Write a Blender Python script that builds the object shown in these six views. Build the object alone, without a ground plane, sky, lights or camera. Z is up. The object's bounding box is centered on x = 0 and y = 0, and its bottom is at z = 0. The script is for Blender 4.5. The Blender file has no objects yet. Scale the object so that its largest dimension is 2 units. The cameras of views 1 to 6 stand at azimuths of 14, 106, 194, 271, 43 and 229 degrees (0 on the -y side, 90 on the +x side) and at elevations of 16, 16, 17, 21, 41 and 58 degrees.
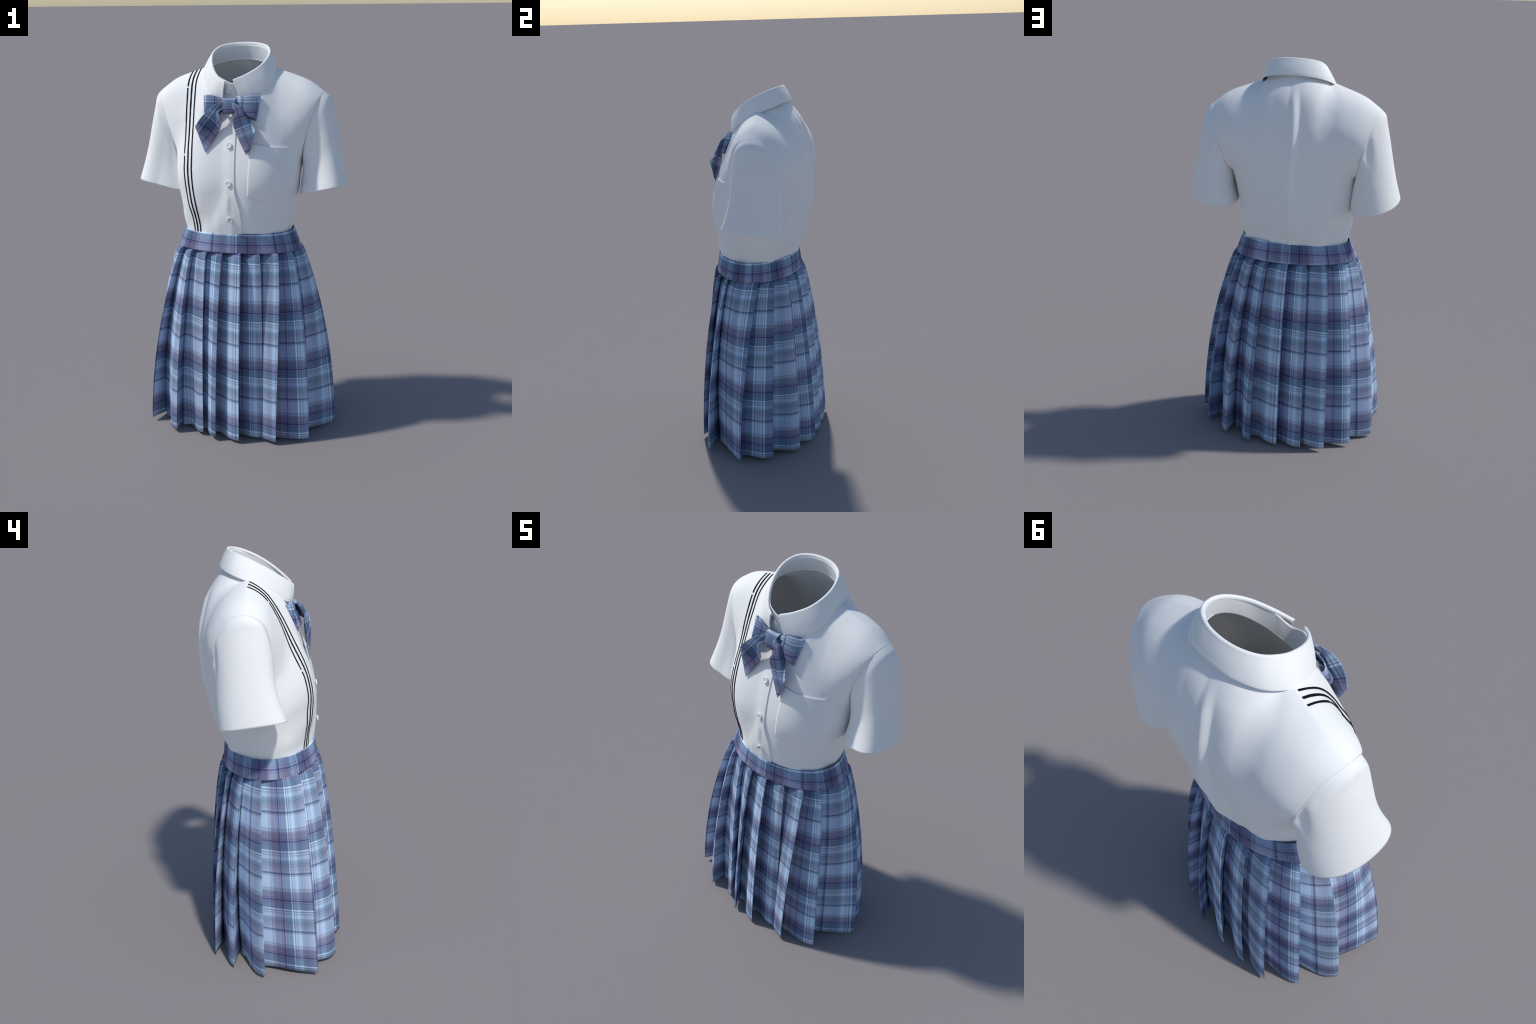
"""School uniform: short-sleeved white shirt, plaid bow tie, pleated plaid skirt."""
import bpy, bmesh, math, random
import numpy as np
from mathutils import Vector, Matrix, noise
from mathutils.bvhtree import BVHTree

random.seed(7)
TAU = math.tau


# ------------------------------------------------------------------ helpers
def catmull(pts, n):
    """Smooth curve through control points, n samples, evenly spread per span."""
    p = np.asarray(pts, float)
    p = np.vstack([2 * p[0] - p[1], p, 2 * p[-1] - p[-2]])
    m = len(p) - 3
    u = np.linspace(0, m, n)
    i = np.minimum(u.astype(int), m - 1)
    t = (u - i)[:, None]
    a, b, c, d = p[i], p[i + 1], p[i + 2], p[i + 3]
    return 0.5 * (2 * b + (c - a) * t + (2 * a - 5 * b + 4 * c - d) * t**2 + (3 * b - a - 3 * c + d) * t**3)


def smooth(a, b, x):
    t = np.clip((x - a) / (b - a), 0, 1)
    return t * t * (3 - 2 * t)


def grid_faces(n, m, close=False):
    f = []
    for i in range(n - 1):
        for j in range(m if close else m - 1):
            k = (j + 1) % m
            f.append((i * m + j, i * m + k, (i + 1) * m + k, (i + 1) * m + j))
    return f


def add(name, verts, faces, mat, parent=None, thick=0.0, offset=0.0, sharp=None, matrix=None, bevel=0.0, subsurf=0, weld=False):
    me = bpy.data.meshes.new(name)
    v = np.asarray(verts, float).reshape(-1, 3)
    if matrix is not None:
        inv = np.array(matrix.inverted())
        v = v @ inv[:3, :3].T + inv[:3, 3]
    me.from_pydata([tuple(q) for q in v], [], faces)
    me.validate()
    if weld:
        bm = bmesh.new()
        bm.from_mesh(me)
        bmesh.ops.remove_doubles(bm, verts=bm.verts, dist=1e-5)
        bm.to_mesh(me)
        bm.free()
    me.polygons.foreach_set("use_smooth", [True] * len(me.polygons))
    if sharp:
        me.set_sharp_from_angle(angle=math.radians(sharp))
    me.materials.append(mat)
    ob = bpy.data.objects.new(name, me)
    bpy.context.scene.collection.objects.link(ob)
    if matrix is not None:
        ob.matrix_world = matrix
    if parent:
        ob.parent = parent
        ob.matrix_parent_inverse = parent.matrix_basis.inverted()
    if subsurf:
        s = ob.modifiers.new("smooth", "SUBSURF")
        s.levels = s.render_levels = subsurf
    if thick:
        s = ob.modifiers.new("cloth", "SOLIDIFY")
        s.thickness, s.offset, s.use_even_offset = thick, offset, False
    if bevel:
        b = ob.modifiers.new("edge", "BEVEL")
        b.width, b.segments, b.limit_method, b.angle_limit = bevel, 2, "ANGLE", math.radians(50)
    return ob


# ------------------------------------------------------------------ materials
def srgb(r, g, b):
    return tuple(((c / 255 / 12.92) if c / 255 < 0.04045 else ((c / 255 + 0.055) / 1.055) ** 2.4) for c in (r, g, b)) + (1.0,)


class Nodes:
    def __init__(self, name):
        self.mat = bpy.data.materials.new(name)
        self.mat.use_nodes = True
        self.t = self.mat.node_tree
        self.bsdf = self.t.nodes["Principled BSDF"]

    def new(self, kind, **kw):
        n = self.t.nodes.new(kind)
        for k, v in kw.items():
            setattr(n, k, v)
        return n

    def link(self, a, b):
        self.t.links.new(a, b)

    def math(self, op, a, b=None, clamp=False):
        n = self.new("ShaderNodeMath", operation=op)
        n.use_clamp = clamp
        for i, s in enumerate((a, b)):
            if s is None:
                continue
            if isinstance(s, (int, float)):
                n.inputs[i].default_value = s
            else:
                self.link(s, n.inputs[i])
        return n.outputs[0]

    def prop(self, name):
        return self.new("ShaderNodeAttribute", attribute_type="OBJECT", attribute_name=name).outputs["Fac"]

    def mix(self, kind, fac, a, b):
        n = self.new("ShaderNodeMix", data_type="RGBA", blend_type=kind)
        if isinstance(fac, (int, float)):
            n.inputs[0].default_value = fac
        else:
            self.link(fac, n.inputs[0])
        for i, s in ((6, a), (7, b)):
            if isinstance(s, tuple):
                n.inputs[i].default_value = s
            else:
                self.link(s, n.inputs[i])
        return n.outputs[2]


def cloth_white():
    m = Nodes("white_cotton")
    m.bsdf.inputs["Base Color"].default_value = WHITE
    m.bsdf.inputs["Roughness"].default_value = 0.85
    m.bsdf.inputs["Specular IOR Level"].default_value = 0.15
    co = m.new("ShaderNodeTexCoord").outputs["Object"]
    n1 = m.new("ShaderNodeTexNoise")
    n1.inputs["Scale"].default_value = 9
    n1.inputs["Detail"].default_value = 2
    m.link(co, n1.inputs["Vector"])
    b = m.new("ShaderNodeBump")
    b.inputs["Strength"].default_value = 0.10
    b.inputs["Distance"].default_value = 0.02
    m.link(n1.outputs[0], b.inputs["Height"])
    m.link(b.outputs[0], m.bsdf.inputs["Normal"])
    return m.mat


WHITE = (0.97, 0.97, 0.96, 1)

# one repeat of the tartan: (start, colour) of every band of thread
_W, _W2 = (206, 224, 250), (184, 203, 236)
_LG, _LB, _G, _TE = (142, 154, 184), (172, 196, 232), (124, 146, 174), (88, 114, 142)
_PK, _LI, _LI2 = (122, 110, 138), (138, 148, 178), (158, 170, 202)
_NV, _BK, _MI, _MA, _SL = (40, 47, 92), (186, 207, 243), (142, 154, 184), (104, 102, 133), (82, 104, 138)
SETT = [(0, _W), (.022, (84, 104, 142)), (.04, _W2), (.058, _LG), (.088, _LB), (.148, _G), (.178, (116, 138, 166)), (.206, _TE), (.22, _G),
        (.238, _PK), (.252, (130, 138, 168)), (.285, _LI), (.33, _LI2), (.352, _LI), (.37, (56, 66, 108)), (.394, (140, 158, 188)), (.422, _BK),
        (.63, _MI), (.664, (162, 178, 210)), (.682, (124, 122, 152)), (.71, _MA), (.80, (76, 77, 116)), (.821, (122, 120, 150)), (.831, _NV),
        (.862, (120, 117, 148)), (.872, (86, 84, 120)), (.902, _SL)]
GAIN = (1.26, 1.26, 1.17, 1)


def tartan(name, u_of, v_of, gain=1.0):
    """u_of / v_of build the two thread coordinates (in repeats) from a Nodes helper."""
    m = Nodes(name)

    def thread(t, weight):
        r = m.new("ShaderNodeValToRGB")
        r.color_ramp.interpolation = "CONSTANT"
        e = r.color_ramp.elements
        while len(e) > 1:
            e.remove(e[-1])
        e[0].position = 0
        for i, (p, c) in enumerate(SETT):
            q = e[0] if i == 0 else e.new(p)
            q.color = srgb(*(min(255, max(4, x + weight * (bk - x))) for x, bk in zip(c, _BK)))
        m.link(m.math("FRACT", m.math("ADD", t, .004)), r.inputs[0])
        r2 = m.new("ShaderNodeValToRGB")
        r2.color_ramp.interpolation = "CONSTANT"
        e2 = r2.color_ramp.elements
        while len(e2) > 1:
            e2.remove(e2[-1])
        for i, q in enumerate(e):
            d = e2[0] if i == 0 else e2.new(q.position)
            d.position, d.color = q.position, q.color
        m.link(m.math("FRACT", m.math("SUBTRACT", t, .004)), r2.inputs[0])
        soft = m.mix("MIX", 0.5, r.outputs[0], r2.outputs[0])
        fine = m.math("SINE", m.math("MULTIPLY", t, TAU * 40))
        return m.mix("MULTIPLY", 1.0, soft, _grey(m, m.math("ADD", 1.0, m.math("MULTIPLY", fine, 0.03))))

    co = m.new("ShaderNodeTexCoord").outputs["Object"]
    a, b = thread(u_of(m, co), .0), thread(v_of(m, co), -.03)
    g = m.new("ShaderNodeGamma")
    g.inputs["Gamma"].default_value = 0.5
    m.link(m.mix("MULTIPLY", 1.0, a, b), g.inputs[0])
    mean = m.mix("MIX", 0.12, g.outputs[0], m.mix("MIX", 0.5, a, b))
    col = m.mix("MULTIPLY", 1.0, mean, tuple(c * gain for c in GAIN[:3]) + (1,))
    m.link(m.mix("DARKEN", 1.0, col, (.97, .97, .97, 1)), m.bsdf.inputs["Base Color"])
    m.bsdf.inputs["Roughness"].default_value = 0.85
    m.bsdf.inputs["Specular IOR Level"].default_value = 0.15
    return m.mat


def _grey(m, v):
    n = m.new("ShaderNodeCombineColor")
    for i in range(3):
        m.link(v, n.inputs[i])
    return n.outputs[0]


def _xyz(m, co):
    s = m.new("ShaderNodeSeparateXYZ")
    m.link(co, s.inputs[0])
    return s.outputs


PERIOD = 0.30
SKIRT_TOP, SKIRT_HEM = 0.99, 0.02


def pleat_u(m, co):
    """thread coordinate across one flaring panel: left and right edge spread from waist to hem"""
    x, y, z = _xyz(m, co)
    s = m.math("DIVIDE", m.math("SUBTRACT", SKIRT_TOP, z), SKIRT_TOP - SKIRT_HEM, clamp=True)
    f = m.math("POWER", s, 0.5)

    def edge(k):
        return m.math("ADD", m.prop(f'["{k}_top"]'), m.math("MULTIPLY", m.prop(f'["{k}_spread"]'), f))
    l, r = edge("left"), edge("right")
    u = m.math("DIVIDE", m.math("SUBTRACT", x, l), m.math("SUBTRACT", r, l))
    w = m.math("ABSOLUTE", m.math("SUBTRACT", u, m.prop('["sett_fold"]')))
    return m.math("ADD", m.math("ADD", m.prop('["sett_start"]'), 8.0), m.math("MULTIPLY", m.prop('["sett_rate"]'), w))


def pleat_v(m, co):
    z = _xyz(m, co)[2]
    return m.math("ADD", 8.0, m.math("DIVIDE", m.math("SUBTRACT", 0.05, z), PERIOD))


def band_u(m, co):
    """runs round the waist as an angle; front and back pieces start afresh at the side seams"""
    x, y, z = _xyz(m, co)
    a = m.math("ARCTAN2", m.math("DIVIDE", x, 0.31), m.math("DIVIDE", m.math("ABSOLUTE", y), 0.235))
    k = m.math("MULTIPLY", a, 0.275 / PERIOD)
    flip = m.math("SIGN", y)
    k = m.math("MULTIPLY", k, flip)
    return m.math("ADD", 8.10, k)


def band_v(m, co):
    z = _xyz(m, co)[2]
    y = _xyz(m, co)[1]
    rise = m.math("MULTIPLY", m.math("MULTIPLY", y, y), .25)
    return m.math("ADD", 8.88, m.math("DIVIDE", m.math("SUBTRACT", z, m.math("ADD", 1.038, rise)), PERIOD))


def bow_u(m, co):
    return m.math("ADD", m.prop('["sett_start"]'), m.math("MULTIPLY", _xyz(m, co)[0], m.prop('["sett_rate"]')))


def bow_v(m, co):
    return m.math("ADD", m.prop('["sett_row"]'), m.math("MULTIPLY", _xyz(m, co)[2], m.prop('["row_rate"]')))


def weave(ob, start, rate, row, row_rate):
    ob["sett_start"], ob["sett_rate"], ob["sett_row"], ob["row_rate"] = 8.0 + start, rate / PERIOD, 8.0 + row, row_rate / PERIOD


MAT_SHIRT = cloth_white()
MAT_PLEAT = tartan("plaid_pleat", pleat_u, pleat_v)
MAT_BAND = tartan("plaid_waistband", band_u, band_v)
MAT_BOW = tartan("plaid_bow", bow_u, bow_v, .86)  # same tartan, colour darkened for the dimmer light on the bow's facing


def plain(name, col, rough, spec=0.3):
    m = Nodes(name)
    m.bsdf.inputs["Base Color"].default_value = col
    m.bsdf.inputs["Roughness"].default_value = rough
    m.bsdf.inputs["Specular IOR Level"].default_value = spec
    return m.mat


MAT_STRIPE = plain("black_ribbon", (0.006, 0.006, 0.007, 1), 0.7, 0.1)
MAT_BUTTON = plain("button_plastic", (0.95, 0.95, 0.95, 1), 0.4, 0.4)
MAT_THREAD = plain("button_thread", (0.42, 0.42, 0.44, 1), 0.8, 0.1)
MAT_STITCH = plain("stitch_thread", (0.72, 0.74, 0.78, 1), 0.8, 0.1)

# ------------------------------------------------------------------ the uniform
uniform = bpy.data.objects.new("school_uniform", None)
bpy.context.scene.collection.objects.link(uniform)
uniform["label"] = "white short-sleeved school shirt with plaid bow and pleated blue plaid skirt"
uniform["category"] = "school uniform"

# ---- shirt body: rings from the tucked hem to the neck hole. Each ring is a front
# curve and a back curve; between armpit and shoulder they end on the armhole, above it
# on the shoulder ridge.
# front (y, z), side (x, y, z), back (y, z), front roundness, back roundness, how far round the curve is taken
CX = -0.014
RINGS = [
    (-.205, 1.00, .262, 0, 1.00, .190, 1.00, 2.2, 2.2, 1.0),
    (-.221, 1.09, .274, 0, 1.09, .203, 1.09, 2.15, 2.2, 1.0),
    (-.232, 1.18, .291, 0, 1.18, .238, 1.18, 2.2, 2.2, 1.0),
    (-.236, 1.275, .304, .02, 1.275, .258, 1.275, 2.6, 2.2, 1.0),
    (-.235, 1.36, .312, .05, 1.35, .276, 1.36, 3.1, 2.2, 1.0),
    (-.220, 1.46, .318, .09, 1.43, .285, 1.46, 3.3, 2.3, 1.0),
    (-.190, 1.56, .335, .09, 1.50, .285, 1.56, 2.6, 2.3, .93),
    (-.158, 1.645, .370, .09, 1.61, .274, 1.66, 1.8, 2.2, .90),
    (-.136, 1.70, .425, .078, 1.775, .248, 1.755, 1.5, 2.0, .88),
    (-.123, 1.73, .345, .072, 1.828, .222, 1.835, 1.6, 1.9, .88),
    (-.115, 1.75, .240, .064, 1.868, .192, 1.888, 1.8, 1.9, .90),
    (-.108, 1.765, .160, .045, 1.893, .165, 1.925, 2.0, 2.0, .96),
]
STEP = 12
RTAB = catmull(RINGS, STEP * (len(RINGS) - 1) + 1)
for col in (7, 8, 9):  # no overshoot in the roundness
    RTAB[:, col] = np.interp(np.arange(len(RTAB)) / STEP, np.arange(len(RINGS)), [r[col] for r in RINGS])

# armhole loop, starting at the shoulder tip, over the back, under the arm and up the front (x, y, z)
ARMHOLE = [(.425, .078, 1.772), (.407, .163, 1.736), (.372, .222, 1.610), (.336, .186, 1.480), (.318, .090, 1.430),
           (.330, .008, 1.480), (.362, -.028, 1.600), (.408, .000, 1.727)]
AH = np.array(ARMHOLE)
AH = catmull(np.vstack([AH[-1], AH, AH[:2]]), 10 * 24 + 1)[24:24 * 9 + 1]  # 193 points, closed
K_PIT = 5.0


def row_at(k):
    return np.array([np.interp(k, np.arange(len(RTAB)) / STEP, RTAB[:, c]) for c in range(10)])


def half_curve(centre_y, centre_z, end, n, w):
    """quarter of a superellipse from the centre line out to an end point; w runs 0..1"""
    ph = w * math.pi / 2
    x = np.sin(ph) ** (2 / n)
    t = 1 - np.cos(ph) ** (2 / n)
    return np.stack([end[0] * x, centre_y + (end[1] - centre_y) * t, centre_z + (end[2] - centre_z) * (.35 * t + .65 * x ** 1.8)], -1)


RIDGE = [(.160, .045, 1.893), (.240, .064, 1.868), (.345, .074, 1.828), (.425, .078, 1.772)]
K_TOP = len(RINGS) - 1.0
NECK_SHARE = .42  # part of a panel's width that meets the neck hole, the rest runs along the shoulder
BULGE_F, BULGE_B = -.016, .022


def half_panel(k, w, back):
    """point(s) of the front or back panel on ring k; above the armpit a Coons patch between
    the chest ring, the centre line, the armhole and the neck hole with the shoulder ridge"""
    def lower(kk):
        r = row_at(kk)
        if back:
            return half_curve(r[5], r[6], r[2:5], r[8], w)
        return half_curve(r[0], r[1], r[2:5], r[7], w)
    if k <= K_PIT:
        return lower(k)
    v = (k - K_PIT) / (K_TOP - K_PIT)
    idx = np.arange(193) / 192.0

    def armhole(q):
        p = .5 * (1 - q) if back else .5 + .5 * q
        return np.array([np.interp(p, idx, AH[:, c]) for c in range(3)])
    top_row = row_at(K_TOP)
    cy, cz = (top_row[5], top_row[6]) if back else (top_row[0], top_row[1])
    wn = np.clip(w / NECK_SHARE, 0, 1)
    neck_part = half_curve(cy, cz, np.array(RIDGE[0]), 2.0, wn)
    rr = catmull(RIDGE, 61)
    wr_ = np.clip((w - NECK_SHARE) / (1 - NECK_SHARE), 0, 1)
    ridge_part = np.column_stack([np.interp(wr_, np.linspace(0, 1, 61), rr[:, c]) for c in range(3)])
    T = np.where((w <= NECK_SHARE)[:, None], neck_part, ridge_part)
    B = lower(K_PIT)
    r = row_at(k)
    L = np.array([0, r[5] if back else r[0], r[6] if back else r[1]])
    R = armhole(v)
    B0, B1, T0, T1 = B[0], B[-1], np.array([0, cy, cz]), np.array(RIDGE[-1])
    if w[-1] < 1:
        B1 = row_at(K_PIT)[2:5]
    u = w[:, None]
    P = (1 - v) * B + v * T + (1 - u) * L + u * R - ((1 - u) * (1 - v) * B0 + u * (1 - v) * B1 + (1 - u) * v * T0 + u * v * T1)
    b = math.sin(math.pi * v) * np.sin(math.pi * w) ** 1.0
    P[:, 1] += (BULGE_B if back else -BULGE_F) * b
    return P


NF, NSIDE = 104, 5


def body_ring(k, w_front=None):
    """one ring, counter-clockwise from the front centre, plus how much of the relief it takes"""
    if w_front is not None:
        return half_panel(k, w_front, False)
    w = np.linspace(0, 1, NF)
    f, bk = half_panel(k, w, False), half_panel(k, w, True)
    s = np.linspace(0, 1, NSIDE + 2)[1:-1]
    side = f[-1] + (bk[-1] - f[-1]) * s[:, None]
    right = np.vstack([f, side, bk[::-1]])
    keep = 1 - smooth(.80, .98, w) * float(smooth(4.6, 5.2, k))
    mask = np.concatenate([keep, np.zeros(NSIDE) if k > 4.9 else np.ones(NSIDE), keep[::-1]])
    left = right[::-1][1:-1] * [-1, 1, 1]
    ring = np.vstack([right, left])
    ring[:, 0] += CX
    return ring, np.concatenate([mask, mask[::-1][1:-1]])


FOLD = catmull([(.95, -.018), (1.3, -.022), (1.5, -.036), (1.65, -.044), (1.78, -.038), (1.95, -.018)], 120)


def fold_line(z):
    """x of the centre-back pleat crest"""
    return np.interp(z, FOLD[:, 0], FOLD[:, 1])


def relief(p):
    x, y, z = p
    out = 0.0
    # bust
    for sx in (-1, 1):
        out += 0.004 * math.exp(-((x - CX - sx * .125) / .085) ** 2 - ((z - 1.40) / .10) ** 2) * (1 if y < .02 else 0)
    # centre-back pleat: broad slope on one side, steep on the other, flattening below
    if y > .05:
        d = x - fold_line(z)
        top = float(smooth(1.90, 1.76, z)) * (0.35 + 0.65 * float(smooth(1.30, 1.42, z)))
        prof = max(0, 1 - d / .10) if d > 0 else max(0, 1 + d / .034)
        prof = prof * prof * (3 - 2 * prof) * .5 + prof * .5
        out += 0.023 * top * prof
        low = float(smooth(1.36, 1.30, z))
        if low > 0:
            out += 0.009 * low * float(smooth(.004, -.004, d)) * float(smooth(-.12, -.02, d))
        # shallow vertical drape
        out += 0.006 * math.sin(x * 32 + 1.0 + .8 * math.sin(z * 5)) * float(smooth(1.62, 1.25, z)) * float(smooth(.04, .09, abs(d)))
    # soft crumple
    q = Vector((x * 3.2, y * 3.2, z * 2.0))
    out += 0.0055 * noise.noise(q) * float(smooth(1.85, 1.7, z))
    # slack folds above the waistband, slanting in from the sides
    sl = noise.noise(Vector((x * 11 + z * 5 * (1 if x > 0 else -1), y * 2 + 4, z * 2.2)))
    out += 0.009 * sl * float(smooth(1.46, 1.18, z)) * float(smooth(1.06, 1.16, z))
    # gathers where the shirt is tucked in
    a = math.atan2(x, -y)
    out += 0.004 * noise.noise(Vector((a * 4.5, 3.1, z * 2))) * float(smooth(1.22, 1.08, z)) * 1.6
    return out


KS = np.arange(len(RTAB)) / STEP


def soften_neck_corner(ring, k):
    """the neck hole meets the shoulder ridge at a corner: spread it over the neighbouring columns"""
    if k <= K_PIT:
        return ring
    out = ring.copy()
    half = 2 * NF + NSIDE
    for lo, hi in ((0, NF), (NF + NSIDE, half)):
        c = int(NECK_SHARE * (NF - 1))
        c = c if lo == 0 else hi - 1 - c
        for j in range(lo, hi):
            sg = 9 * math.exp(-((j - c) / 24) ** 2) * float(smooth(K_PIT, K_PIT + 1.5, k)) * float(smooth(K_TOP, K_TOP - 1.5, k))
            r = min(int(3 * sg), j - lo, hi - 1 - j)
            if sg < .4 or r < 1:
                continue
            kw = np.exp(-.5 * (np.arange(-r, r + 1) / sg) ** 2)
            out[j] = (ring[j - r:j + r + 1] * (kw / kw.sum())[:, None]).sum(0)
    left = out[:half][::-1][1:-1].copy()
    left[:, 0] = 2 * CX - left[:, 0]
    out[half:] = left
    return out


pairs = [body_ring(k) for k in KS]
pairs = [(soften_neck_corner(p, k), m) for (p, m), k in zip(pairs, KS)]
body = np.array([p for p, _ in pairs])
COLS = body.shape[1]
# the rings turn a corner at the shoulder tip: ease it out away from the armhole edge
raw = body.copy()
colw = np.zeros(COLS)
wq = np.linspace(0, 1, NF)
soft = 1 - smooth(.72, 1.0, wq)
colw[:NF] = soft
colw[NF + NSIDE:2 * NF + NSIDE] = soft[::-1]
colw[2 * NF + NSIDE:] = colw[1:NF + NF + NSIDE - 1][::-1][:COLS - 2 * NF - NSIDE]
NR = len(RTAB)
for j in range(COLS):
    for i in range(NR):
        sg = 7.0 * (.15 + .85 * colw[j] if i >= K_PIT * STEP else 1.0) * math.exp(-((i - K_PIT * STEP) / 20) ** 2)
        if i > K_PIT * STEP and colw[j] <= 0 or sg < .3:
            continue
        r = min(int(3 * sg), i, NR - 1 - i)
        if r < 1:
            continue
        d = np.arange(-r, r + 1)
        kw = np.exp(-.5 * (d / sg) ** 2)
        kw /= kw.sum()
        body[i, j] = (raw[i - r:i + r + 1, j] * kw[:, None]).sum(0)
for i, (_, mask) in enumerate(pairs):
    for j in range(COLS):
        p = body[i, j]
        n = Vector((p[0] - CX, p[1] - .03, 0)).normalized()
        body[i, j] += np.array(n) * relief(p) * mask[j]
body_faces = []
for i in range(len(RTAB) - 1):
    for j in range(COLS):
        k2 = (j + 1) % COLS
        in_side = (NF - 1 <= j < NF + NSIDE) or (COLS - NF - NSIDE <= j < COLS - NF + 1)
        if in_side and KS[i] >= K_PIT:
            continue  # open armhole
        body_faces.append((i * COLS + j, i * COLS + k2, (i + 1) * COLS + k2, (i + 1) * COLS + j))
shirt = add("shirt", body, body_faces, MAT_SHIRT, uniform, thick=.004, offset=-1, weld=True)
BVH = BVHTree.FromPolygons([Vector(v) for v in body.reshape(-1, 3)], body_faces)


def on_front(x, z, lift=0.0):
    hit, nrm, _, _ = BVH.ray_cast(Vector((x, -1.0, z)), Vector((0, 1, 0)))
    if hit is None:
        hit, nrm, _, _ = BVH.find_nearest(Vector((x, -.2, z)))
    if nrm.y > 0:
        nrm = -nrm
    return hit + nrm * lift, nrm


# ---- sleeves: start on the armhole loop and end at the hem
#  how far along, outer x, z   inner x, z   mid y, half depth
SLEEVE = [
    (.462, 1.700, .312, 1.372, .100, .128),
    (.482, 1.610, .310, 1.345, .100, .130),
    (.502, 1.510, .306, 1.315, .098, .133),
    (.522, 1.410, .304, 1.285, .090, .140),
    (.543, 1.312, .304, 1.252, .077, .149),
]
NTH = 96


def sleeve(side):
    th = np.arange(NTH) * TAU / NTH
    idx = np.arange(193) / 192.0
    start = np.column_stack([np.interp(th / TAU, idx, AH[:, c]) for c in range(3)])
    start[:, 0] = start[:, 0] * side + CX
    keys = [start]
    for k, (ox, oz, ix, iz, my, hd) in enumerate(SLEEVE):
        q = (k + 1) / len(SLEEVE)
        n = np.where(np.sin(th) < 0, 2.35, 1.85 + .3 * q * q)
        c = np.sign(np.cos(th)) * np.abs(np.cos(th)) ** (2 / n)
        s = np.sign(np.sin(th)) * np.abs(np.sin(th)) ** (2 / n)
        x = (ox + ix) / 2 + (ox - ix) / 2 * c
        z = (oz + iz) / 2 + (oz - iz) / 2 * c - .018 * s * q
        y = my + hd * s + (-.012 if side < 0 else .004) - .03 * q * np.maximum(c, 0)
        keys.append(np.stack([x * side - .008, y, z], -1))
    keys = np.array(keys)
    # cap: one ring just outside the armhole so that the shoulder rolls over softly
    cap = keys[0] * .55 + keys[1] * .45
    roll = np.maximum(np.cos(th), 0)[:, None] ** .8
    cap = cap + roll * np.array([.008 * side, 0, .006])
    keys = np.vstack([keys[:1], cap[None], keys[1:]])
    tab = catmull(keys.reshape(len(keys), -1), 73)
    g = tab.reshape(73, NTH, 3)
    for i in range(g.shape[0]):
        q = float(smooth(0, .5, i / 72))
        for j in range(NTH):
            p = g[i, j]
            o = .007 * noise.noise(Vector((p[0] * 5, p[1] * 5 + 7, p[2] * 3.0))) * q
            # folds that fan out from the armpit over the back of the sleeve
            a = th[j]
            o += .013 * float(smooth(0, .12, i / 72)) * math.sin(a * 8 + i * .05 + side) * math.exp(-((a - 1.65) / .5) ** 2) * math.exp(-((i - 14) / 16) ** 2)
            d = Vector((p[0] - side * .43, p[1] - .09, 0))
            g[i, j] += np.array(d.normalized() * o)
    f = grid_faces(73, NTH, True)
    if side < 0:
        f = [t[::-1] for t in f]
    f = [t[::-1] for t in f]
    return add("sleeve", g, f, MAT_SHIRT, shirt, thick=.005, offset=-1)


sleeve(-1)
sleeve(1)

# ---- collar: a stand round the neck and a turned-down leaf
TOP_L = [(-.039, -.149), (-.080, -.126), (-.120, -.078), (-.147, -.015), (-.153, .045), (-.129, .104), (-.072, .140)]
TOP_R = [(.066, .139), (.117, .104), (.143, .045), (.140, -.012), (.112, -.066), (.058, -.110), (.000, -.1395)]
top_xy = np.array(TOP_L + [(0, .151)] + TOP_R)
LOW_L = [(-.054, -.135), (-.108, -.118), (-.157, -.070), (-.193, -.008), (-.204, .055), (-.167, .130), (-.090, .175)]
LOW_R = [(.088, .175), (.147, .129), (.173, .055), (.176, -.006), (.156, -.066), (.100, -.112), (.036, -.136)]
low_xy = np.array(LOW_L + [(0, .187)] + LOW_R)


def collar_top_z(y):
    return 1.9155 + .575 * y + .022 * np.maximum(0, 1 - (y / .15) ** 2)


def collar_low_z(y):
    return np.interp(y, [-.14, -.06, .013, .055, .12, .19], [1.744, 1.808, 1.858, 1.875, 1.900, 1.928])


NC = 140
top = catmull(top_xy, NC)
low = catmull(low_xy, NC)
topz, lowz = collar_top_z(top[:, 1]), collar_low_z(low[:, 1])
T3 = np.column_stack([top, topz])
L3 = np.column_stack([low, lowz])
inward = -T3 * [1, 1, 0]
inward /= np.linalg.norm(inward, axis=1)[:, None]
rows = []
for w in np.linspace(0, 1, 10):
    p = L3 + (T3 - L3) * w
    p = p - inward * (.003 * math.sin(math.pi * w)) * np.ones((NC, 1))
    rows.append(p)
for a in np.linspace(0.2, 1, 5):  # roll over the fold line
    rows.append(T3 + inward * (.0035 * (1 - math.cos(a * math.pi))) + np.array([0, 0, .003]) * math.sin(a * math.pi))
for dz in (.007,):
    rows.append(T3 + inward * .008 - np.array([0, 0, dz]))
leaf = np.array(rows)
add("collar", leaf, grid_faces(len(rows), NC), MAT_SHIRT, shirt, thick=.005, offset=0, bevel=.0015)

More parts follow.
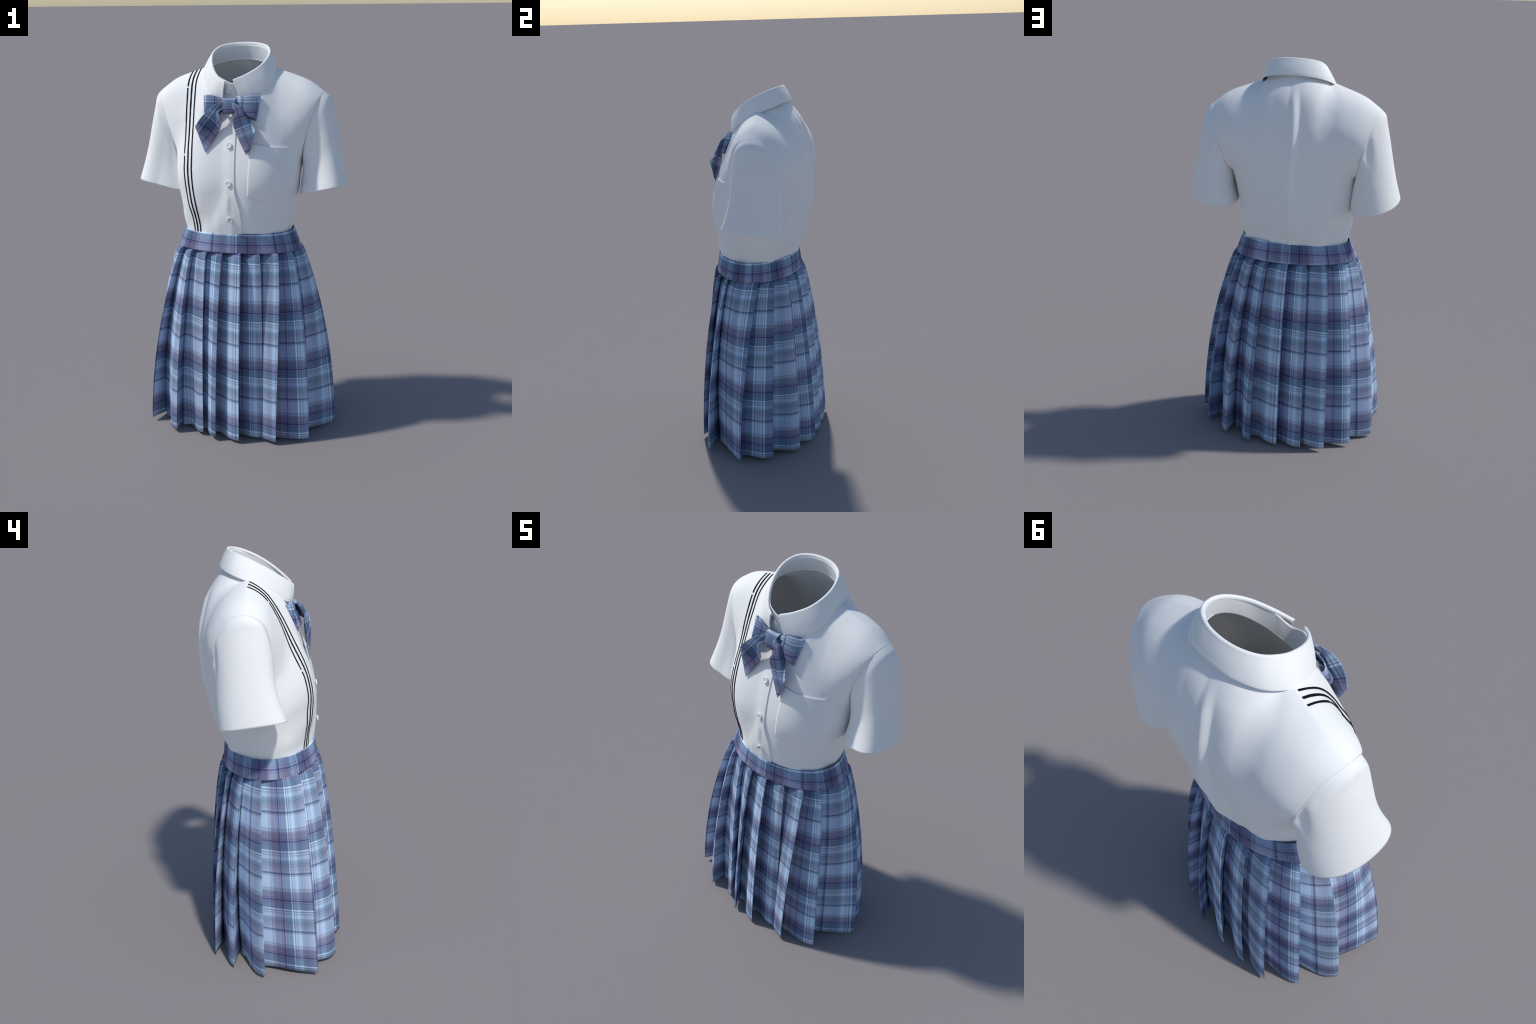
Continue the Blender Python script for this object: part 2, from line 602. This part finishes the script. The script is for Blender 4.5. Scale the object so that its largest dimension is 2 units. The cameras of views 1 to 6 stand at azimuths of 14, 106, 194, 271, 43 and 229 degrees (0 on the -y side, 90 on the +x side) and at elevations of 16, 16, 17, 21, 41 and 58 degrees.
# stand: closed ring from the neck hole up to the fold
ns = 128
ph = np.arange(ns) * TAU / ns
wn = np.linspace(0, 1, 60)
nf = half_curve(RINGS[-1][0], RINGS[-1][1], np.array(RIDGE[0]), 2.0, wn)
nb_ = half_curve(RINGS[-1][5], RINGS[-1][6], np.array(RIDGE[0]), 2.0, wn)
rn = np.vstack([nf, nb_[::-1][1:], (nb_ * [-1, 1, 1])[1:], (nf * [-1, 1, 1])[::-1][1:-1]])
rn[:, 0] += CX
ra = np.arctan2(rn[:, 0], -(rn[:, 1] - .03)) % TAU
ro = np.argsort(ra)
ra3 = np.concatenate([ra[ro] - TAU, ra[ro], ra[ro] + TAU])
rn3 = np.tile(rn[ro], (3, 1))
neck = np.column_stack([np.interp(ph, ra3, rn3[:, k]) for k in range(3)])
half_top = [(-.012, -.126), (.052, -.105), (.106, -.064), (.133, -.010), (.137, .045), (.112, .097), (.061, .130), (.000, .142)]
loop_top = np.array(half_top + [(-.067, .131), (-.121, .098), (-.145, .045), (-.140, -.010), (-.113, -.072), (-.072, -.117)])
loop_top = catmull(np.vstack([loop_top[-1:], loop_top, loop_top[:2]]), 16 * 12 + 1)[12:]
ang = np.arctan2(loop_top[:, 0], -(loop_top[:, 1] - .03)) % TAU
order = np.argsort(ang)
aa = np.concatenate([ang[order] - TAU, ang[order], ang[order] + TAU])
ring_top = np.column_stack([np.interp(ph, aa, np.tile(loop_top[order, k], 3)) for k in range(2)])
frontness = np.exp(-((np.minimum(ph, TAU - ph)) / .24) ** 2)
ring_top = np.column_stack([ring_top, collar_top_z(ring_top[:, 1]) - .005 - .022 * frontness])
stand_rows = []
for w in np.linspace(-.15, 1, 12):
    stand_rows.append(neck + (ring_top - neck) * w + np.array([0, 0, 0]))
add("collar_stand", np.array(stand_rows), grid_faces(12, ns, True), MAT_SHIRT, shirt, thick=.004, offset=0)


# stitch line along the lower edge of the leaf
def dashes(name, path, nrm, width, length, gap, parent, mat=MAT_STITCH):
    seg = np.linalg.norm(np.diff(path, axis=0), axis=1)
    arc = np.concatenate([[0], np.cumsum(seg)])
    v, f, s = [], [], 0.0
    while s + length < arc[-1]:
        a = np.array([np.interp(s, arc, path[:, k]) for k in range(3)])
        b = np.array([np.interp(s + length, arc, path[:, k]) for k in range(3)])
        n = np.array([np.interp(s, arc, nrm[:, k]) for k in range(3)])
        side = np.cross(b - a, n)
        side = side / (np.linalg.norm(side) + 1e-9) * width / 2
        k = len(v)
        v += [a - side, b - side, b + side, a + side]
        v += [q + n * .0006 for q in (a - side, b - side, b + side, a + side)]
        f += [(k + 4, k + 5, k + 6, k + 7), (k, k + 4, k + 7, k + 3), (k + 1, k + 2, k + 6, k + 5), (k, k + 1, k + 5, k + 4), (k + 3, k + 7, k + 6, k + 2)]
        s += length + gap
    ob = add(name, v, f, mat, parent)
    ob["kind"] = "stuff"
    return ob


w = .16
line = L3 + (T3 - L3) * w - inward * (.003 * math.sin(math.pi * w) + .0026)
dashes("collar_stitching", line[10:-10], -inward[10:-10], .0016, .005, .0045, shirt, MAT_SHIRT)

# ---- button placket: a folded band down the front, its free edge on the wearer's left
zs = np.linspace(1.742, 1.03, 90)
us = np.linspace(0, 1, 14)
rows = []
for z in zs:
    wob = float(np.interp(z, [1.05, 1.12, 1.22, 1.27, 1.32, 1.38, 1.74], [.030, .034, .030, .016, .004, .003, -.002]))
    r = []
    for u in us:
        x0, x1 = -.050, .022 + wob
        x = x0 + (x1 - x0) * u
        lift = .0005 + .0045 * smooth(0, .75, u) + (.006 * math.exp(-((z - 1.29) / .05) ** 2) + .004 * float(smooth(1.3, 1.2, z)) * float(smooth(1.07, 1.15, z))) * u * u
        r.append(on_front(x, z, lift)[0])
    tail = np.array(r[-1])
    inner, nr = on_front(.022 + wob - .001, z, -.002)
    r.append(inner)
    rows.append(r)
add("placket", np.array(rows), grid_faces(len(zs), 15), MAT_SHIRT, shirt, sharp=50)


# ---- buttons
def button(pos, nrm, r=.0153):
    z = Vector(nrm).normalized()
    x = Vector((1, 0, 0))
    y = z.cross(x).normalized()
    x = y.cross(z)
    m = Matrix((x, y, z)).transposed().to_4x4()
    m.translation = Vector(pos)
    prof = [(0, .0050), (.0075, .0049), (.0090, .0052), (.0102, .0062), (.0120, .0066), (.0138, .0060), (.0147, .0040), (.0140, .0012), (.011, 0), (0, 0)]
    k = r / .0147
    n = 32
    v, f = [], []
    for a in range(n):
        for pr, pz in prof:
            v.append((pr * k * math.cos(a * TAU / n), pr * k * math.sin(a * TAU / n), pz * k))
    np_ = len(prof)
    for a in range(n):
        b = (a + 1) % n
        for i in range(np_ - 1):
            f.append((a * np_ + i, b * np_ + i, b * np_ + i + 1, a * np_ + i + 1))
    key = "button_mesh"
    me = bpy.data.meshes.get(key)
    if not me:
        me = bpy.data.meshes.new(key)
        me.from_pydata(v, [], f)
        me.validate()
        me.polygons.foreach_set("use_smooth", [True] * len(me.polygons))
        me.materials.append(MAT_BUTTON)
    ob = bpy.data.objects.new("button", me)
    bpy.context.scene.collection.objects.link(ob)
    ob.matrix_world = m
    ob.parent = shirt
    # crossed thread through the four holes
    tv, tf = [], []
    for rot in (math.pi / 4, -math.pi / 4):
        c, s = math.cos(rot), math.sin(rot)
        b0 = len(tv)
        for zz in (.0045, .0060):
            for px, py in ((-.0038, -.0007), (.0038, -.0007), (.0038, .0007), (-.0038, .0007)):
                tv.append((c * px - s * py, s * px + c * py, zz))
        tf += [tuple(b0 + i for i in q) for q in ((4, 5, 6, 7), (0, 1, 5, 4), (1, 2, 6, 5), (2, 3, 7, 6), (3, 0, 4, 7))]
    tm = bpy.data.meshes.get("button_thread_mesh")
    if not tm:
        tm = bpy.data.meshes.new("button_thread_mesh")
        tm.from_pydata(tv, [], tf)
        tm.materials.append(MAT_THREAD)
    th = bpy.data.objects.new("button_thread", tm)
    bpy.context.scene.collection.objects.link(th)
    th.matrix_world = m
    th.parent = shirt


for bx, bz in ((-.006, 1.531), (-.002, 1.352), (-.001, 1.171)):
    p, n = on_front(bx, bz, .0075)
    button(p, n + Vector((0, 0, .08)))
button((-.028, -.1165, 1.788), (0, -.9, .35), .0135)

# ---- chest pocket on the wearer's left
pu, pv = 30, 34
g = []
for j in range(pv):
    v = j / (pv - 1)
    r = []
    for i in range(pu):
        u = i / (pu - 1)
        xl, xr = .0995 - .010 * v, .298 - .034 * v
        x = xl + (xr - xl) * u
        zt = 1.545 - .030 * u
        zb = 1.292 - .030 * math.sin(math.pi * min(1, u * 1.0)) - .006 * u
        z = zt + (zb - zt) * v
        lift = .0010 + .0012 * (1 - u) + .004 * math.exp(-v * 14) * math.sin(math.pi * u) ** .7
        lift *= (1 - .6 * u) * (1 - .5 * v)
        lift -= .0035 * float(smooth(.8, 1, u)) + .0030 * float(smooth(.82, 1, v)) * (.35 + .65 * u)  # sewn edges sink into the cloth
        r.append(on_front(x, z, lift)[0])
    g.append(r)
add("pocket", np.array(g), grid_faces(pv, pu), MAT_SHIRT, shirt, thick=.0016, offset=-1, sharp=60)
hem = np.array(g[5]) + [0, -.0008, 0]
dashes("pocket_stitching", hem[1:-1], np.tile([0, -1, .2], (pu - 2, 1)), .0014, .005, .004, shirt, MAT_SHIRT)

# ---- three black stripes running from the shoulder seam down the wearer's right front
ROWS_S = np.linspace(.4, 10.93, 270)


def soften_row(k, w):
    ring = soften_neck_corner(body_ring(k)[0], k)[:NF] - [CX, 0, 0]
    return np.column_stack([np.interp(w, np.linspace(0, 1, NF), ring[:, c]) for c in range(3)])


def stripe_path(xz, z_lo, z_hi):
    """walk up the rings, finding on each the front-right point with the wanted x"""
    out = []
    w = np.linspace(.02, 1, 400)
    fine = catmull(xz, 200)
    for k in ROWS_S:
        pts = soften_row(k, w) * [-1, 1, 1] + [CX, 0, 0]
        want = np.interp(pts[:, 2], fine[:, 0], fine[:, 1])
        d = pts[:, 0] - want
        sgn = np.where(np.diff(np.sign(d)) != 0)[0]
        if len(sgn):
            p = pts[sgn[0]]
            if z_lo < p[2] < z_hi:
                q = p + np.array(Vector((p[0] - CX, p[1] - .03, 0)).normalized()) * relief(p)
                out.append(q)
    return np.array(out)


MID = [(1.04, -.180), (1.096, -.185), (1.173, -.194), (1.257, -.208), (1.34, -.218), (1.413, -.224), (1.466, -.226), (1.553, -.230), (1.642, -.234), (1.739, -.239), (1.814, -.245), (1.868, -.243), (1.90, -.236)]


def stripe(dx, width, z_lo, z_hi, seed):
    path = stripe_path([(z, x + dx * (1.0 if z > 1.2 else .8)) for z, x in MID], z_lo, z_hi)
    if len(path) < 4:
        return
    l, r = [], []
    for i, p in enumerate(path):
        t = path[min(i + 1, len(path) - 1)] - path[max(i - 1, 0)]
        hit, n, _, _ = BVH.find_nearest(Vector(p))
        n = np.array(n)
        if n[1] > 0 and n[2] < .5:
            n = -n
        s = np.cross(t, n)
        s /= np.linalg.norm(s) + 1e-9
        w = width * (1 + .22 * noise.noise(Vector((p[2] * 30, seed, 0))))
        base = np.array(hit) + n * .0016
        l.append(base - s * w / 2)
        r.append(base + s * w / 2)
    add("stripe", np.array([l, r]).transpose(1, 0, 2), grid_faces(len(path), 2), MAT_STRIPE, shirt, thick=.0014, offset=0)


stripe(-.0225, .0062, 1.04, 1.4735, 1)
stripe(-.0225, .0062, 1.4785, 1.790, 2)
stripe(-.0225, .0070, 1.7945, 1.90, 3)
stripe(0, .0082, 1.04, 1.90, 4)
stripe(.0225, .0066, 1.04, 1.90, 5)

# ------------------------------------------------------------------ skirt
WCX = -.013


def ellipse_ring(th, a, bf, bb, cx=WCX):
    x = cx + a * np.sin(th)
    y = -np.where(np.cos(th) > 0, bf, bb) * np.cos(th)
    return x, y


nb = 160
th = np.arange(nb) * TAU / nb
rows = []
for w in np.linspace(0, 1, 12):
    a, bf, bb = .286 + .038 * w, .229 + .014 * w, .214 + .011 * w
    x, y = ellipse_ring(th, a + .002 * math.sin(math.pi * w), bf, bb)
    c = np.cos(th)
    zt = 1.078 + .018 * np.maximum(c, 0) ** 1.5 + .008 * np.maximum(-c, 0) ** 1.5 + .006 * np.sin(th)
    zb = .984 + .016 * np.maximum(c, 0) ** 1.5 + .002 * np.maximum(-c, 0)
    z = zt + (zb - zt) * w
    rows.append(np.stack([x, y, z], -1))
skirt = add("skirt", np.array(rows), [f[::-1] for f in grid_faces(12, nb, True)], MAT_BAND, uniform, thick=.006, offset=-1, bevel=.0015)

# pleats: fold edges, counter-clockwise from the front: (angle at the waist, x and y of the fold at the hem, depth of the fold behind it)
PLEATS = [
    (-37, -.297, -.294, .075), (-20.3, -.1505, -.292, .055), (-4, -.070, -.334, .065), (12, .056, -.3355, .055),
    (28.6, .167, -.270, .045), (46.6, .246, -.306, .070), (64, .402, -.217, .085), (107.6, .503, .000, .060),
    (129, .420, .160, .075), (147, .285, .280, .085), (164, .137, .335, .055), (182.5, -.009, .334, .050),
    (199, -.138, .328, .050), (217, -.262, .312, .060), (238, -.382, .215, .090), (260, -.475, .063, .075), (304, -.470, -.195, .080),
]
# which part of the tartan shows on the panel that ends at that fold: start, repeats per panel width, mirror position
SETT_AT = [
    (.88, .42, 0), (.05, .31, 0), (.16, -.26, 0), (.27, -.27, 0), (.82, .42, 0), (.40, -.31, 0), (.66, .48, 0), (.54, -.58, 0),
    (.09, -.42, .53), (.05, .31, 0), (.09, -.42, .55), (.27, -.27, 0), (.82, .42, 0), (.40, -.31, 0), (.66, .48, 0), (.56, -.40, 0), (.51, .86, 0),
]
HA, HB = .485, .335


def polar(x, y):
    return math.atan2((x - WCX) / HA, -y / HB) % TAU, math.hypot((x - WCX) / HA, y / HB)


hemp = [polar(x, y) for _, x, y, _ in PLEATS]
tops = [math.radians(a) % TAU for a, *_ in PLEATS]
NP = len(PLEATS)
SROWS = 56
svals = np.linspace(0, 1, SROWS) ** 1.5


def near(a, b):
    while a - b > math.pi:
        a -= TAU
    while a - b < -math.pi:
        a += TAU
    return a


def at(theta, rho, f, z, back_in=0.0):
    a = .328 + (HA - .328) * f
    cosb = math.cos(theta)
    b0 = .2465 if cosb > 0 else .2285
    b = b0 + (HB - b0) * f
    x, y = WCX + a * rho * math.sin(theta), -b * rho * cosb
    r = math.hypot(x - WCX, y)
    k = max(0, (r - back_in)) / r
    return np.array([WCX + (x - WCX) * k, y * k, z])


rng = random.Random(11)
for i in range(NP):
    j = (i - 1) % NP
    tp, th_ = tops[i], near(hemp[i][0], tops[i])
    tq, hq = near(tops[j], tp), None
    hq = near(hemp[j][0], tq)
    rp, rq = hemp[i][1], hemp[j][1]
    dp, dq = PLEATS[i][3], PLEATS[j][3]
    wide = (tp - tq) > .6
    zj = .018 + rng.uniform(-.003, .003)
    grid = []
    for s in svals:
        def f_of(t):
            q = .58 - .42 * math.sin(t) ** 2
            return (1 - q) * (1 - (1 - s) ** 2) + q * s ** .43
        zt = .988 + .014 * max(0, math.cos((tp + tq) / 2)) ** 1.5
        z = zt - (zt - zj) * s
        g = s ** .45
        depth = lambda d: .030 + (d * 1.2 - .030) * s + .034 * math.exp(-s / .012)
        ft = f_of(tp)
        mu = ft
        aP = tp + (th_ - tp) * mu
        aQ = tq + (hq - tq) * mu
        rP, rQ = 1 + (rp - 1) * mu, 1 + (rq - 1) * mu
        tuck = .016 + .040 * s  # the next panel starts a little under the fold
        row = []
        nn = 22 if wide else 14
        for w in np.linspace(0, 1, nn):
            e = w * w * (3 - 2 * w)
            hang = float(smooth(.35, .95, s))
            ramp = min(1, max(0, (w - .22) / .78))
            wr = (1 - hang) * ramp + hang * (.05 * w + .55 * float(smooth(.30, .92, w)) + .40 * ramp) if not wide else .3 * w + .7 * float(smooth(.08, .7, w))
            aa_ = (aQ - tuck / .35) + (aP - aQ + tuck / .35) * w
            rr = rQ + (rP - rQ) * w
            p = at(aa_, rr, f_of(aa_), z - .014 * max(0, 1 - w / .3) * s, depth(dq) * (1 - wr) + .008 * math.exp(-s / .004))
            if wide:  # the broad side panels hang flat
                p0 = at(aQ - tuck / .35, rQ, f_of(aQ), 0, depth(dq))
                p1 = at(aP, rP, f_of(aP), 0, 0)
                cf = .85 * float(smooth(.0, .7, s))
                p[:2] = p[:2] * (1 - cf) + (p0 + (p1 - p0) * w)[:2] * cf
            row.append(p)
        for w in (.06, .5, 1.0):  # fold back behind the edge
            aa_ = aP - (tuck / .35) * w
            row.append(at(aa_, rP, f_of(aa_), z + .004 * w * s, depth(dp) * w))
        grid.append(row)
    G = np.array(grid)
    mid = G[SROWS // 2]
    nn = 22 if wide else 14
    ch = mid[nn - 1] - mid[0]
    rot = math.atan2(ch[1], ch[0])
    M = Matrix.Translation(Vector((mid[0][0], mid[0][1], 0))) @ Matrix.Rotation(rot, 4, "Z")
    ob = add("pleat", G, grid_faces(SROWS, G.shape[1]), MAT_PLEAT, skirt, thick=.004, offset=0, matrix=M, sharp=38)
    inv = np.array(M.inverted())
    L = G @ inv[:3, :3].T + inv[:3, 3]
    st, ra, fo = SETT_AT[i]
    # left edge of the visible part: where the previous fold covers this panel
    e0 = inv @ np.append(at(tq, 1, 0, 0, 0), 1)
    e1 = inv @ np.append(at(hq, rq, 1, 0, 0), 1)
    ob["left_top"], ob["left_spread"] = float(e0[0]), float(e1[0] - e0[0])
    ob["right_top"], ob["right_spread"] = float(L[0, nn - 1, 0]), float(L[-1, nn - 1, 0] - L[0, nn - 1, 0])
    ob["sett_start"], ob["sett_rate"], ob["sett_fold"] = float(st), float(ra), float(fo)

# ------------------------------------------------------------------ bow tie
ks = catmull([(-.132, 1.735), (-.137, 1.748), (-.152, 1.751), (-.167, 1.738), (-.176, 1.716), (-.180, 1.694), (-.172, 1.684), (-.155, 1.684)], 36)
g = []
for i, (y, z) in enumerate(ks):
    q = smooth(1.75, 1.69, z)
    xl, xr = -.052 + .012 * q, .016 - .007 * q
    r = []
    for u in np.linspace(0, 1, 16):
        b = .004 * math.sin(math.pi * u)
        r.append((xl + (xr - xl) * u, y - b * (1 if i > 4 else 0), z + .002 * (u - .5)))
    g.append(r)
KM = Matrix.Translation((-.018, -.16, 1.72))
bow = add("bow_tie", np.array(g), grid_faces(36, 16), MAT_BOW, uniform, thick=.004, offset=0, matrix=KM, bevel=.001)
weave(bow, .245, -1, .90, 1)


def loop(it, ib, ot, ob_, front, back, start, row, lean):
    it, ib, ot, ob_ = map(np.array, (it, ib, ot, ob_))
    N = np.cross(ot + ob_ - it - ib, it - ib)
    N /= np.linalg.norm(N)
    if N[1] > 0:
        N = -N
    g = []
    for a in np.linspace(0, TAU, 64):
        d = (1 - math.cos(a)) / 2
        e = math.sin(a) * math.sqrt(d + .02)
        e *= front if e > 0 else back
        t, b = it + (ot - it) * d, ib + (ob_ - ib) * d
        r = []
        for u in np.linspace(0, 1, 14):
            p = t + (b - t) * u
            flare = .008 * math.sin(math.pi * min(1, d * 1.1)) * (1 - 2 * u)
            crease = (-.010 * math.exp(-((u - .42) / .12) ** 2) - .006 * math.exp(-((u - .75) / .1) ** 2)) * (1 - d) ** .7 * d ** .3 * (1 if e > 0 else 0)
            r.append(p + N * (e + crease + lean * d * (u - .5)) + np.array([0, 0, flare]))
        g.append(r)
    G = np.array(g)
    c = (it + ib + ot + ob_) / 4
    ang = math.atan2((ot - it + ob_ - ib)[2], (ot - it + ob_ - ib)[0])
    M = Matrix.Translation(Vector(c))
    o = add("loop", G, grid_faces(64, 14), MAT_BOW, bow, thick=.003, offset=0, matrix=M)
    weave(o, start, -1, row, 1)


loop((-.040, -.140, 1.738), (-.040, -.158, 1.706), (-.156, -.1085, 1.760), (-.142, -.158, 1.646), .026, .010, .857, .927, 0)
loop((.004, -.140, 1.739), (.004, -.156, 1.706), (.1285, -.1085, 1.764), (.119, -.162, 1.650), .026, .010, .337, .927, 0)


def tail(curves, start, tilt, nm=28):
    cs = [catmull(c, nm) for c in curves]
    g = []
    for k in range(nm):
        g.append(catmull([c[k] for c in cs], 22))
    G = np.array(g)
    c = G.reshape(-1, 3).mean(0)
    M = Matrix.Translation(Vector(c)) @ Matrix.Rotation(tilt, 4, "Y")
    o = add("tail", G, grid_faces(nm, 22), MAT_BOW, bow, thick=.003, offset=0, matrix=M, bevel=.0008)
    weave(o, *start)


LA = [(-.036, -.166, 1.737), (-.072, -.192, 1.730), (-.112, -.212, 1.698), (-.149, -.212, 1.659), (-.179, -.196, 1.620)]
LM = [(-.038, -.170, 1.722), (-.074, -.190, 1.700), (-.094, -.190, 1.660), (-.118, -.194, 1.610), (-.152, -.203, 1.557)]
LB = [(-.036, -.176, 1.706), (-.056, -.200, 1.690), (-.042, -.203, 1.652), (-.058, -.197, 1.600), (-.125, -.211, 1.4945)]
tail([LA, LM, LB], (.95, -1, 1.02, 1), math.radians(38))
RC = [(.010, -.146, 1.729), (.052, -.156, 1.700), (.088, -.182, 1.662), (.112, -.210, 1.637), (.136, -.233, 1.615)]
RA = [(.008, -.172, 1.737), (.048, -.190, 1.718), (.072, -.206, 1.680), (.094, -.222, 1.635), (.114, -.229, 1.560)]
RM = [(.006, -.178, 1.722), (.036, -.192, 1.700), (.043, -.208, 1.660), (.056, -.212, 1.610), (.102, -.225, 1.520)]
RB = [(.006, -.178, 1.706), (.022, -.188, 1.690), (.0175, -.206, 1.654), (.026, -.202, 1.600), (.0845, -.222, 1.492)]
tail([RC, RA, RM, RB], (.86, 1, .90, -1), math.radians(-22))

for o in bpy.data.objects:
    o.select_set(False)
